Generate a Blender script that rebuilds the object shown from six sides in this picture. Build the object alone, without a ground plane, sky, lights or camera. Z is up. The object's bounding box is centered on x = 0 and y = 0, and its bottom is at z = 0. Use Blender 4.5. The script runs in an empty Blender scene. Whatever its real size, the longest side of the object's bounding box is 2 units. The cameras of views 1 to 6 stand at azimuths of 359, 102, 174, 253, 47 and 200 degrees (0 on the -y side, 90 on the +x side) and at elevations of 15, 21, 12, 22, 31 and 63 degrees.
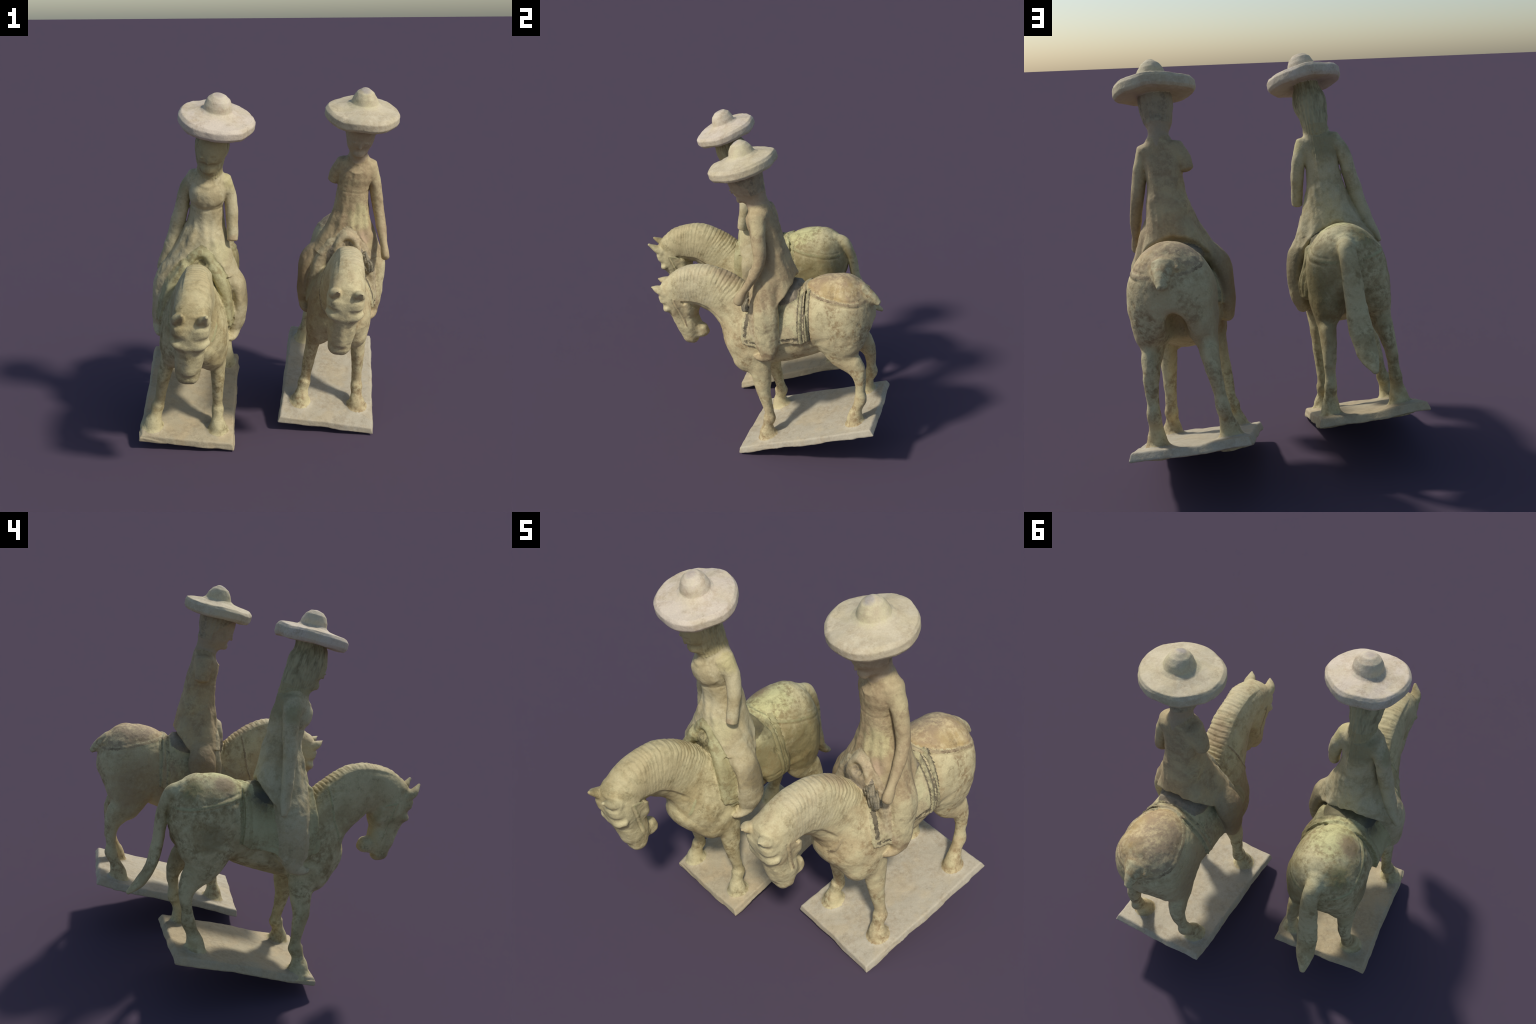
"""Two glazed-clay tomb figurines: riders in broad domed hats sitting on standing horses,
each on a thin rectangular slab.  Every figurine is described as a set of tapered lofts,
plates and turned profiles that are melted together into one clay skin (signed distances,
smooth unions), meshed, and then separated into its anatomical parts."""
import bpy, math
import numpy as np
from mathutils import Matrix

H = 0.0040           # mesh cell size of the clay skin, metres
f32 = np.float32

# ----------------------------------------------------------------------------- noise
def _hash(ix, iy, iz, seed):
    n = (ix * 374761393 + iy * 668265263 + iz * 2147483647 + seed * 974711) & 0xFFFFFFFF
    n = ((n ^ (n >> 13)) * 1274126177) & 0xFFFFFFFF
    n = n ^ (n >> 16)
    return (n & 0xFFFF).astype(f32) / 32767.5 - 1.0

def noise(P, freq, seed=0):
    Q = np.asarray(P) * freq
    I = np.floor(Q).astype(np.int64)
    F = (Q - I).astype(f32)
    F = F * F * (3 - 2 * F)
    out = 0
    for dx in (0, 1):
        wx = F[:, 0] if dx else 1 - F[:, 0]
        for dy in (0, 1):
            wy = F[:, 1] if dy else 1 - F[:, 1]
            for dz in (0, 1):
                wz = F[:, 2] if dz else 1 - F[:, 2]
                out = out + wx * wy * wz * _hash(I[:, 0] + dx, I[:, 1] + dy, I[:, 2] + dz, seed)
    return out

def smoothstep(a, b, x):
    t = np.clip((x - a) / (b - a), 0, 1)
    return t * t * (3 - 2 * t)

# ----------------------------------------------------------------------------- primitives
def spline(ctrl, n):
    """Catmull-Rom through rows of ctrl (any columns), n samples evenly spaced along xyz."""
    ctrl = np.asarray(ctrl, float)
    ext = np.vstack([2 * ctrl[0] - ctrl[1], ctrl, 2 * ctrl[-1] - ctrl[-2]])
    fine = []
    for i in range(1, len(ext) - 2):
        t = np.linspace(0, 1, 24, endpoint=False)[:, None]
        p0, p1, p2, p3 = ext[i - 1], ext[i], ext[i + 1], ext[i + 2]
        fine.append(0.5 * (2 * p1 + (p2 - p0) * t + (2 * p0 - 5 * p1 + 4 * p2 - p3) * t ** 2 + (3 * p1 - p0 - 3 * p2 + p3) * t ** 3))
    fine = np.vstack(fine + [ctrl[-1:]])
    seg = np.r_[0, np.cumsum(np.linalg.norm(np.diff(fine[:, :3], axis=0), axis=1))]
    s = np.linspace(0, seg[-1], n)
    return np.stack([np.interp(s, seg, fine[:, c]) for c in range(fine.shape[1])], 1), seg[-1]

class Loft:
    """Elliptical sections (lateral radius, other radius) swept along a smooth spine."""
    def __init__(self, rows, cap=None, lat=(1, 0, 0), n=None, power=2.0, under=1.0, taper=0.0):
        rows = [tuple(r) + ((r[3],) if len(r) == 4 else ()) for r in rows]
        length = sum(np.linalg.norm(np.subtract(a[:3], b[:3])) for a, b in zip(rows, rows[1:]))
        n = n or int(np.clip(length / 0.009, 12, 120))
        S, self.length = spline(rows, n)
        self.C, self.ra, self.rb = S[:, :3], np.maximum(S[:, 3], .004), np.maximum(S[:, 4], .004)
        self.ds = self.length / (n - 1)
        T = np.gradient(self.C, axis=0)
        self.T = T / np.linalg.norm(T, axis=1)[:, None]
        self.dT = np.diff(self.T, axis=0)
        A = np.array(lat, float)[None] - self.T * (self.T @ np.array(lat, float))[:, None]
        self.A = A / np.linalg.norm(A, axis=1)[:, None]
        self.B = np.cross(self.T, self.A)
        self.cap = cap if cap is not None else (min(self.ra[0], self.rb[0]), min(self.ra[-1], self.rb[-1]))
        self.power, self.under, self.taper = power, under, taper
        r = max(self.ra.max(), self.rb.max(), *self.cap)
        self.lo, self.hi = self.C.min(0) - r, self.C.max(0) + r

    def coords(self, P):
        n = len(self.C)
        idx = np.empty(len(P), int)
        c2 = (self.C ** 2).sum(1)
        for i in range(0, len(P), 60000):
            q = P[i:i + 60000]
            idx[i:i + 60000] = np.argmin(c2[None] - 2 * q @ self.C.T, axis=1)
        fi = idx.astype(float)
        for _ in range(3):                       # slide to the foot point on the smooth spine
            i0 = np.clip(fi.astype(int), 0, n - 2)
            w = (fi - i0)[:, None]
            q = P - (self.C[i0] * (1 - w) + self.C[i0 + 1] * w)
            t = (q * (self.T[i0] * (1 - w) + self.T[i0 + 1] * w)).sum(1)
            slope = np.maximum(self.ds - (q * self.dT[i0]).sum(1), .25 * self.ds)
            fi = np.clip(fi + np.clip(t / slope, -1.2, 1.2), 0, n - 1)
        i0 = np.clip(fi.astype(int), 0, n - 2)
        w = (fi - i0)[:, None]
        q = P - (self.C[i0] * (1 - w) + self.C[i0 + 1] * w)
        t = (q * (self.T[i0] * (1 - w) + self.T[i0 + 1] * w)).sum(1)
        over0 = np.where(fi <= 0, np.minimum(t, 0), 0)
        over1 = np.where(fi >= n - 1, np.maximum(t, 0), 0)
        w = w[:, 0]
        ra, rb = self.ra[i0] * (1 - w) + self.ra[i0 + 1] * w, self.rb[i0] * (1 - w) + self.rb[i0 + 1] * w
        w = w[:, None]
        a = (q * (self.A[i0] * (1 - w) + self.A[i0 + 1] * w)).sum(1)
        b = (q * (self.B[i0] * (1 - w) + self.B[i0 + 1] * w)).sum(1)
        if self.under != 1.0:
            rb = np.where(b < 0, rb * self.under, rb)
        if self.taper:
            ra = ra * (1 - self.taper * np.clip(b / rb, 0, 1.2) ** 1.5)
        w = over0 / self.cap[0] + over1 / self.cap[1]
        return fi * self.ds, a, b, ra, rb, w, over0 + over1

    def __call__(self, P):
        s, a, b, ra, rb, w, ov = self.coords(P)
        u, v = a / ra, b / rb
        if self.power != 2.0:
            p = self.power
            kk = (np.abs(u) ** p + np.abs(v) ** p + 1e-12) ** (1 / p)
            k = np.sqrt(kk * kk + w * w)
        else:
            k = np.sqrt(u * u + v * v + w * w)
        wr = np.where(ov != 0, w * w / np.maximum(np.abs(ov), 1e-6), 0)
        g = np.sqrt((u / ra) ** 2 + (v / rb) ** 2 + wr ** 2) + 1e-6
        return np.where(k < .05, -np.minimum(ra, rb), k * (k - 1) / g)

def blob(c, r, axis=(0, 0, 1), lat=(1, 0, 0)):
    """ellipsoid with radii r = (lateral, other, along axis)"""
    c, ax = np.array(c, float), np.array(axis, float)
    ax /= np.linalg.norm(ax)
    e = r[2] * .25
    return Loft([tuple(c - ax * e) + (r[0], r[1]), tuple(c + ax * e) + (r[0], r[1])], cap=(r[2] * .75,) * 2, lat=lat, n=4)

def polygon_distance(x, y, poly):
    poly = np.asarray(poly, float)
    d2 = np.full(x.shape, 1e9)
    inside = np.zeros(x.shape, bool)
    for (x0, y0), (x1, y1) in zip(poly, np.roll(poly, -1, 0)):
        ex, ey = x1 - x0, y1 - y0
        wx, wy = x - x0, y - y0
        t = np.clip((wx * ex + wy * ey) / (ex * ex + ey * ey), 0, 1)
        d2 = np.minimum(d2, (wx - ex * t) ** 2 + (wy - ey * t) ** 2)
        c = (y0 <= y) != (y1 <= y)
        inside ^= c & ((ex * wy - ey * wx > 0) == (ey > 0)) if ey != 0 else c & False
    return np.sqrt(d2) * np.where(inside, -1, 1)

class Slab:
    """flat plate with a four-cornered outline, slightly battered sides, rounded edges"""
    def __init__(self, corners, z0, z1, batter, r, seed, tilt=0.0):
        self.tilt = tilt
        self.p, self.z0, self.z1, self.bt, self.r, self.seed = np.array(corners), z0, z1, batter, r, seed
        self.lo = np.r_[self.p.min(0), z0] - .01
        self.hi = np.r_[self.p.max(0), z1] + .01
    def __call__(self, P):
        wob = .004 * noise(P * [1, 1, .3], 5, self.seed)
        z = P[:, 2] - self.tilt * P[:, 1] + .006 * noise(P * [1, 1, 0], 5, self.seed + 1)
        mid, hz = (self.z0 + self.z1) / 2, (self.z1 - self.z0) / 2
        dx = polygon_distance(P[:, 0], P[:, 1], self.p) + self.r + wob + (z - mid) * self.bt
        dz = np.abs(z - mid) - hz + self.r
        return np.minimum(np.maximum(dx, dz), 0) + np.hypot(np.maximum(dx, 0), np.maximum(dz, 0)) - self.r

class Turned:
    """profile (radius, height) turned about an axis that leans a little"""
    def __init__(self, centre, tilt, profile, r, seed, wob=.009, dome=(0, 0)):
        self.c, self.pr, self.r, self.seed, self.wob, self.dome = np.array(centre), profile, r, seed, wob, dome
        self.R = np.array((Matrix.Rotation(tilt[0], 3, 'X') @ Matrix.Rotation(tilt[1], 3, 'Y')))
        m = max(p[0] for p in profile) + .03
        hh = max(abs(p[1]) for p in profile) + .05
        self.lo, self.hi = self.c - [m, m, hh], self.c + [m, m, hh]
    def local(self, P):
        return (P - self.c) @ self.R
    def __call__(self, P):
        q = self.local(P)
        up = smoothstep(.02, .07, q[:, 2])
        rr = np.hypot(q[:, 0] - self.dome[0] * up, q[:, 1] - self.dome[1] * up)
        dirs = np.stack([q[:, 0], q[:, 1], 0 * rr], 1) / (rr[:, None] + 1e-6)
        rr = rr + self.wob * noise(dirs, 1.7, self.seed) * smoothstep(.04, .15, rr)
        h = q[:, 2] + self.wob * .7 * noise(q * [1, 1, .4], 11, self.seed + 3)
        return polygon_distance(rr, h, self.pr) - self.r

# ----------------------------------------------------------------------------- clay skin
class Clay:
    def __init__(self, parts):
        self.ops, self.parts = [], parts
    def label(self, part):
        if part not in self.parts:
            self.parts.append(part)
        return self.parts.index(part)
    def add(self, part, prim, k=.02):
        self.ops.append(('add', self.label(part), prim, k))
    def cut(self, prim, k=.008, part=None):
        self.ops.append(('cut', -1 if part is None else self.label(part), prim, k))
    def edit(self, fn):
        self.ops.append(('edit', None, fn, 0))

    def evaluate(self, P):
        D = np.full(len(P), .2)
        pmin, pmax = P.min(0), P.max(0)
        L = np.zeros(len(P), np.int16)
        for kind, lab, prim, k in self.ops:
            if kind == 'edit':
                prim(P, D, L)
                continue
            pad = .06
            lo, hi = prim.lo - pad, prim.hi + pad
            if (pmin > hi).any() or (pmax < lo).any():
                continue
            m = np.flatnonzero((P[:, 0] > lo[0]) & (P[:, 0] < hi[0]) & (P[:, 1] > lo[1]) & (P[:, 1] < hi[1]) & (P[:, 2] > lo[2]) & (P[:, 2] < hi[2]))
            if not len(m):
                continue
            d, D0 = prim(P[m]), D[m]
            k = k(P[m]) if callable(k) else k
            h = np.maximum(k - np.abs(D0 - (d if kind == 'add' else -d)), 0) / k
            if kind == 'add':
                D[m] = np.minimum(D0, d) - h * h * k / 4
                L[m] = np.where(d < D0, lab, L[m])
            else:
                D[m] = np.maximum(D0, -d) + h * h * k / 4
                if lab >= 0:
                    L[m] = np.where(-d > D0 - .002, lab, L[m])
        return D, L

    def bounds(self):
        ps = [o[2] for o in self.ops if o[0] == 'add']
        return np.min([p.lo for p in ps], 0) - .02, np.max([p.hi for p in ps], 0) + .02

    def mesh(self, h):
        lo, hi = self.bounds()
        blk = 8
        nb = np.ceil((hi - lo) / (h * blk)).astype(int) + 1
        n = nb * blk + 1
        bi = np.stack(np.meshgrid(*[np.arange(k) for k in nb], indexing='ij'), -1).reshape(-1, 3)
        Dc, _ = self.evaluate(lo + (bi + .5) * blk * h)
        near = np.abs(Dc) < blk * h * .87 * 1.25 + .012
        D = np.full(n, f32(.2))
        Lb = np.zeros(n, np.int16)
        for b in bi[~near & (Dc < 0)]:
            i, j, k = b * blk
            D[i:i + blk + 1, j:j + blk + 1, k:k + blk + 1] = -.2
        need = np.zeros(n, bool)
        for b in bi[near]:
            i, j, k = b * blk
            need[i:i + blk + 1, j:j + blk + 1, k:k + blk + 1] = True
        ijk = np.argwhere(need)
        g = ijk // 24                      # work through the points clump by clump
        key = (g[:, 2] * 4096 + g[:, 1]) * 4096 + g[:, 0]
        ijk = ijk[np.argsort(key, kind='stable')]
        step = 40000
        for s in range(0, len(ijk), step):
            q = ijk[s:s + step]
            d, l = self.evaluate(lo + q * h)
            D[q[:, 0], q[:, 1], q[:, 2]] = d
            Lb[q[:, 0], q[:, 1], q[:, 2]] = l
        return surface_nets(D, Lb, lo, h)

def surface_nets(D, Lb, lo, h):
    n = np.array(D.shape)
    S = D < 0
    c = [n[0] - 1, n[1] - 1, n[2] - 1]
    cnt = np.zeros(c, np.int8)
    for dx in (0, 1):
        for dy in (0, 1):
            for dz in (0, 1):
                cnt += S[dx:dx + c[0], dy:dy + c[1], dz:dz + c[2]]
    cells = np.argwhere((cnt > 0) & (cnt < 8))
    vid = np.full(c, -1, np.int32)
    vid[cells[:, 0], cells[:, 1], cells[:, 2]] = np.arange(len(cells))
    acc, num = np.zeros((len(cells), 3)), np.zeros(len(cells))
    for ax in range(3):
        o = [a for a in range(3) if a != ax]
        for p in (0, 1):
            for q in (0, 1):
                a = cells.copy()
                a[:, o[0]] += p
                a[:, o[1]] += q
                b = a.copy()
                b[:, ax] += 1
                da, db = D[a[:, 0], a[:, 1], a[:, 2]].astype(float), D[b[:, 0], b[:, 1], b[:, 2]].astype(float)
                x = (da < 0) != (db < 0)
                t = np.where(x, da / np.where(x, da - db, 1), 0)
                pt = (a - cells).astype(float)
                pt[:, ax] += t
                acc += pt * x[:, None]
                num += x
    V = lo + (cells + acc / num[:, None]) * h
    vl = np.round(acc / num[:, None]).astype(int) + cells
    VL = Lb[vl[:, 0], vl[:, 1], vl[:, 2]]
    quads = []
    for ax in range(3):
        o = [(ax + 1) % 3, (ax + 2) % 3]
        sl0, sl1 = [slice(None)] * 3, [slice(None)] * 3
        sl0[ax], sl1[ax] = slice(0, n[ax] - 1), slice(1, n[ax])
        e = np.argwhere(S[tuple(sl0)] != S[tuple(sl1)])
        e = e[(e[:, o[0]] > 0) & (e[:, o[1]] > 0) & (e[:, o[0]] < c[o[0]]) & (e[:, o[1]] < c[o[1]])]
        flip = S[e[:, 0], e[:, 1], e[:, 2]]
        ring = []
        for p, q in ((1, 1), (0, 1), (0, 0), (1, 0)):
            a = e.copy()
            a[:, o[0]] -= p
            a[:, o[1]] -= q
            ring.append(vid[a[:, 0], a[:, 1], a[:, 2]])
        Q = np.stack(ring, 1)
        Q[~flip] = Q[~flip][:, ::-1]
        quads.append(Q)
    Q = np.vstack(quads)
    return V, Q[(Q >= 0).all(1)], VL

def relax(V, Q, steps=2):
    e = np.vstack([Q[:, [i, (i + 1) % 4]] for i in range(4)])
    for s in range(steps):
        for lam in (.5, -.52):
            acc = np.zeros_like(V)
            num = np.bincount(e[:, 0], minlength=len(V)).astype(float)
            for c in range(3):
                acc[:, c] = np.bincount(e[:, 0], weights=V[e[:, 1], c], minlength=len(V))
            V = V + lam * (acc / np.maximum(num, 1)[:, None] - V)
    return V

# ----------------------------------------------------------------------------- the figurine
def mirror(rows, dx=0):
    return [(-r[0] + dx,) + tuple(r[1:]) for r in rows]

def build_figure(v):
    """v: 'brown' (rider without right arm, docked tail) or 'green' (long tail)."""
    A = v == 'brown'
    clay = Clay([])
    dy = 0.0 if A else -.015
    # ---- horse trunk
    cx = .0 if A else .012
    if A:
        trunk = Loft([
            (0, -.295, .62, .12, .125), (0, -.24, .65, .165, .165), (0, -.15, .68, .182, .21), (0, .0, .685, .184, .222),
            (0, .13, .69, .184, .218), (0, .25, .70, .190, .205), (0, .36, .722, .198, .226), (0, .45, .717, .196, .221)], cap=(.065, .163), lat=(-1, 0, 0), taper=.16, power=2.15)
    else:
        trunk = Loft([
            (0, -.335, .62, .125, .13), (0, -.275, .645, .166, .17), (0, -.17, .69, .180, .205), (.004, .0, .70, .182, .21),
            (.008, .13, .705, .182, .205), (.012, .25, .722, .188, .203), (.016, .35, .732, .197, .222), (.022, .44, .718, .196, .216)], cap=(.065, .158), lat=(-1, 0, 0), taper=.16, power=2.15)
    clay.add('horse_torso', trunk, .02)
    # haunch mass and shoulder points
    for s in (-1, 1):
        clay.add('horse_torso', blob((s * (.100 if A and s < 0 else .112) + cx * 1.5, .40, .60), (.08, .12, .13)), .05)
        clay.add('horse_torso', blob((s * .10, -.24 + dy, .60), (.075, .09, .14)), .04)
    # ---- neck
    o = 0 if A else -.012
    p = 0 if A else .012
    nx = .003 if A else -.004
    neck = Loft([
        (nx - .008, -.19 + o, .74, .150, .155),
        (nx - .010, -.235 + o, .86, .122, .155),
        (nx - .006, -.297 + o, .96, .103, .153),
        (nx, -.373 + o, 1.026 + p, .093, .148),
        (nx, -.455 + o, 1.056 + p, .090, .135),
        (nx, -.525 + o, 1.064 + p * 1.7, .092, .115),
        (nx, -.585 + o, 1.050 + p * 2, .088, .098)], cap=(.1, .06), power=2.3)
    clay.add('horse_neck', neck, .06)
    # ---- head
    hy = 0 if A else -.03
    hx = .0 if A else -.006
    head = Loft([
        (hx, -.572 + hy, 1.085 + p, .070, .085),
        (hx, -.592 + hy, 1.02, .094, .092),
        (hx, -.597 + hy, .955, .089, .088),
        (hx, -.592 + hy, .88, .075, .079),
        (hx, -.592 + hy, .80, .071, .075),
        (hx, -.602 + hy, .733, .063, .056)], cap=(.04, .056), power=2.6)
    clay.add('horse_head', head, .035)
    clay.add('horse_head', blob((hx, -.524 + hy * .7, .752), (.044, .048, .046)), .026)          # chin knob
    clay.add('horse_head', blob((hx, -.515 + hy, .95), (.085, .035, .075)), .04)               # jowl
    clay.add('horse_head', Loft([(hx, -.655 + hy, .94, .016, .016), (hx, -.660 + hy, .86, .014, .014), (hx, -.655 + hy, .78, .020, .014)]), .03)   # bridge of the nose
    for s in (-1, 1):
        clay.add('horse_head', blob((hx + s * .045, -.648 + hy, 1.035 + p), (.045, .036, .04)), .02)  # forehead bosses
        clay.add('horse_head', Loft([(hx + s * .02, -.666 + hy, .955, .018), (hx + s * .06, -.664 + hy, .962, .02), (hx + s * .086, -.645 + hy, .970, .013)], lat=(0, 0, 1)), .022)
        clay.cut(Loft([(hx + s * .03, -.70 + hy, 1.0, .012), (hx + s * .07, -.69 + hy, 1.0, .014), (hx + s * .108, -.64 + hy, .998, .010)], lat=(0, 0, 1)), .012)
        clay.cut(blob((hx + s * .088, -.672 + hy, .905), (.026, .030, .032)), .025)                    # hollow of the cheek
        clay.cut(Loft([(hx + s * .052, -.655 + hy, .765, .006), (hx + s * .036, -.668 + hy, .745, .007)]), .01)                  # nostril
        clay.cut(Loft([(hx + s * .070, -.545 + hy, .712, .008), (hx + s * .076, -.560 + hy, .745, .006), (hx + s * .078, -.575 + hy, .785, .004)]), .008)   # corner of the mouth
        ez = 1.128 if A else 1.160
        ear = Loft([(hx + s * .058, -.628 + hy, 1.07 + p, .034, .03), (hx + s * .060, -.662 + hy, 1.10 + p, .032, .026), (s * .057 + .012, -.698 + hy * .8, ez, .010, .010)], cap=(.03, .008))
        clay.add('horse_ear', ear, .012)
        clay.cut(Loft([(hx + s * .058, -.684 + hy, 1.078 + p, .017, .012), (hx + s * .058 + .008, -.700 + hy, 1.115 + p, .012, .010)], cap=(.012, .012)), .008)
    # mouth slit
    clay.cut(Loft([(hx - .08, -.562 + hy, .700, .012), (hx + .08, -.562 + hy, .700, .012)], lat=(0, 0, 1)), .012)
    # ---- legs: (x, y, z, lateral, fore-aft)
    def fore(s, tx, bx, oy):
        g = lambda t: tx + (bx - tx) * t
        return Loft([
            (s * g(.0), -.165 + oy * .5, .60, .06, .09), (s * g(.1), -.158 + oy * .6, .51, .052, .078), (s * g(.25), -.166 + oy * .8, .42, .043, .062),
            (s * g(.4), -.18 + oy, .33, .037, .046), (s * g(.52), -.188 + oy, .24, .032, .034), (s * g(.6), -.192 + oy, .185, .032, .032),
            (s * g(.7), -.202 + oy, .150, .038, .043), (s * g(.78), -.226 + oy, .108, .035, .035), (s * g(.9), -.243 + oy, .062, .049, .052), (s * g(1.), -.25 + oy, .004, .064, .068)], cap=(.05, .008))
    def hind(s, tx, bx, oy, low=0.0):
        g = lambda t: tx + (bx - tx) * t
        return Loft([
            (s * g(.0), .37 + oy, .60, .075, .13), (s * g(.08), .375 + oy, .53, .062, .112), (s * g(.2), .388 + oy, .47, .050, .092), (s * g(.32), .416 + oy, .42, .044, .073),
            (s * g(.45), .434 + oy, .36, .039, .054), (s * g(.57), .430 + oy, .30, .032, .036), (s * g(.66), .414 + oy + low * .6, .24, .028, .030), (s * g(.75), .397 + oy + low, .182, .034, .039),
            (s * g(.83), .364 + oy + low, .134, .034, .033), (s * g(.93), .332 + oy + low, .075, .047, .048), (s * g(1.), .312 + oy + low, .004, .062, .062)], cap=(.05, .008))
    if A:
        legs = [('horse_foreleg', fore(1, .122, .178, -.018)), ('horse_foreleg', fore(-1, .118, .165, -.03)),
                ('horse_hindleg', hind(1, .112, .160, -.007)), ('horse_hindleg', hind(-1, .114, .178, .0))]
    else:
        legs = [('horse_foreleg', fore(1, .130, .172, -.047)), ('horse_foreleg', fore(-1, .125, .205, -.050)),
                ('horse_hindleg', hind(1, .142, .196, -.010, -.012)), ('horse_hindleg', hind(-1, .100, .150, -.018, -.014))]
    for name, l in legs:
        clay.add(name, l, .03)
    clay.cut(blob((-.012 if A else .026, .475, .50 if A else .47), (.048 if A else .045, .13 if A else .10, .13 if A else .10)), .05)
    # ---- tail
    if A:
        clay.add('horse_tail', Loft([(.005, .565, .81, .055, .05), (.008, .612, .768, .038, .036), (.009, .646, .726, .027, .02)], cap=(.03, .016)), .025)
        clay.add('horse_tail', Loft([(-.05, .565, .83, .012), (-.059, .595, .803, .010)]), .012)
    else:
        clay.add('horse_tail', Loft([
            (.03, .550, .835, .040, .042), (.031, .60, .795, .044, .040), (.031, .622, .70, .047, .03), (.031, .606, .60, .05, .034),
            (.03, .597, .50, .054, .032), (.026, .598, .40, .057, .029), (.018, .630, .30, .048, .026), (.006, .682, .228, .016, .012)], cap=(.03, .01)), .018)
    # ---- saddle cloth: the trunk thickened inside an outline seen from the side
    side = [(-.10, .97), (-.145, .86), (-.196, .735), (-.192, .700), (-.165, .683), (-.08, .665), (.08, .650), (.185, .64), (.225, .655), (.245, .76), (.275, .92), (.2, .98)]
    if not A:
        side = [(y - .005, z + .005) for y, z in side]

    class Cloth:
        lo, hi = np.array([-.23, -.2, .62]), np.array([.23, .29, 1.0])
        def __call__(self, P):
            d = trunk(P) - (.015 if A else np.where(P[:, 0] < 0, .024, .018))
            e = polygon_distance(P[:, 1], P[:, 2], side)
            return np.maximum(d, e)
    clay.add('saddle_cloth', Cloth(), .006)
    if not A:      # the near-side cloth stands off the flank, with a broken lower edge
        clay.add('saddle_cloth', Loft([(.150, .16, .86, .03, .08), (.172, .165, .77, .036, .09), (.196, .165, .69, .044, .10), (.206, .16, .635, .032, .09)], cap=(.03, .02)), .02)
    # ---- saddle seat and pommel
    clay.add('saddle', Loft([(cx, -.06, .93, .11, .10), (cx, .05, .93, .13, .09), (cx, .14, .90, .13, .07), (cx, .20, .90, .11, .05)], cap=(.04, .02)), .03)
    py, pz = (-.045, 1.03) if A else (-.052, 1.03)
    clay.add('saddle_pommel', Loft([(-.062, py - .03, .96, .016), (-.050, py - .018, 1.015, .017), (-.030, py - .006, 1.052, .018), (.005, py, pz + .038, .019), (.040, py - .006, 1.052, .018), (.060, py - .018, 1.015, .017), (.072, py - .03, .96, .016)], lat=(0, 1, 0)), .012)
    clay.cut(blob((.005, py - .03, 1.02), (.026, .03, .026)), .012)
    for s in (-1, 1):     # flaps hanging in front of the thighs
        fo, fr = (.032, .80) if A else (dy, 1.0)
        clay.add('saddle_flap', Loft([(s * .075, -.055 + fo, .99, .030, .040 * fr), (s * .125, -.070 + fo, .91, .034, .055 * fr), (s * .160, -.095 + fo, .81, .032, .060 * fr), (s * .172, -.105 + fo, .70, .028, .052 * fr), (s * .172, -.105 + fo, .66, .020, .040 * fr)], power=2.8), .014)
    if A:
        clay.add('stirrup_leather', Loft([(.092, -.090, .985, .026, .024), (.122, -.096, .935, .028, .026), (.146, -.104, .890, .024, .024)], cap=(.008, .006), power=4.0), .006)
    # ---- rider trunk
    if A:
        body = Loft([(.006, .085, .90, .176, .118), (.006, .092, .95, .158, .122), (.006, .097, 1.0, .138, .122), (.01, .105, 1.08, .110, .113), (.008, .113, 1.15, .104, .105), (.006, .12, 1.22, .092, .098), (.006, .13, 1.30, .088, .090),
                     (.006, .14, 1.37, .094, .080), (.010, .15, 1.425, .088, .066), (.012, .155, 1.465, .058, .058)], cap=(.06, .03), power=2.5)
    else:
        body = Loft([(.0, .078, .90, .180, .122), (.002, .080, .95, .158, .118), (.006, .083, 1.0, .140, .118), (.012, .088, 1.08, .116, .112), (.014, .098, 1.15, .108, .106), (.014, .102, 1.22, .094, .098), (.014, .104, 1.29, .088, .098),
                     (.014, .107, 1.36, .096, .100), (.014, .12, 1.42, .094, .085), (.016, .13, 1.468, .062, .07)], cap=(.06, .03))
    class Coat:
        lo, hi = body.lo.copy(), body.hi.copy()
        def __call__(self, P):
            d = body(P)
            hem = .878 + .50 * P[:, 1] - 1.3 * P[:, 0] ** 2 + .006 * noise(P * [1, 1, 0], 16, 8) - P[:, 2]
            k = .012
            h = np.maximum(k - np.abs(d - hem), 0) / k
            return np.maximum(d, hem) + h * h * k / 4
    # ---- rider legs
    if A:
        legp = [(.045, .085, 1.08, .07, .085), (.095, .07, 1.01, .075, .09), (.148, .042, .935, .056, .076), (.192, .022, .85, .048, .080), (.200, -.008, .74, .042, .075), (.2, -.035, .65, .040, .066), (.196, -.052, .605, .034, .048)]
        legn = [(-.04, .085, 1.08, .07, .085), (-.081, .064, 1.01, .063, .080), (-.138, .034, .935, .052, .070), (-.200, .025, .85, .050, .080), (-.213, -.005, .74, .046, .075), (-.208, -.03, .65, .042, .066), (-.198, -.048, .605, .034, .048)]
    else:
        legp = [(.055, .065, 1.09, .075, .10), (.098, .042, 1.01, .072, .095), (.151, .010, .935, .055, .074), (.208, -.012, .85, .050, .076), (.228, -.032, .74, .050, .078), (.224, -.06, .65, .046, .07), (.21, -.085, .605, .036, .05)]
        legn = [(-.03, .065, 1.09, .075, .10), (-.080, .045, 1.01, .070, .095), (-.142, .020, .935, .055, .085), (-.19, -.004, .85, .052, .082), (-.204, -.036, .74, .046, .074), (-.205, -.062, .65, .042, .066), (-.202, -.085, .605, .034, .046)]
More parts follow.
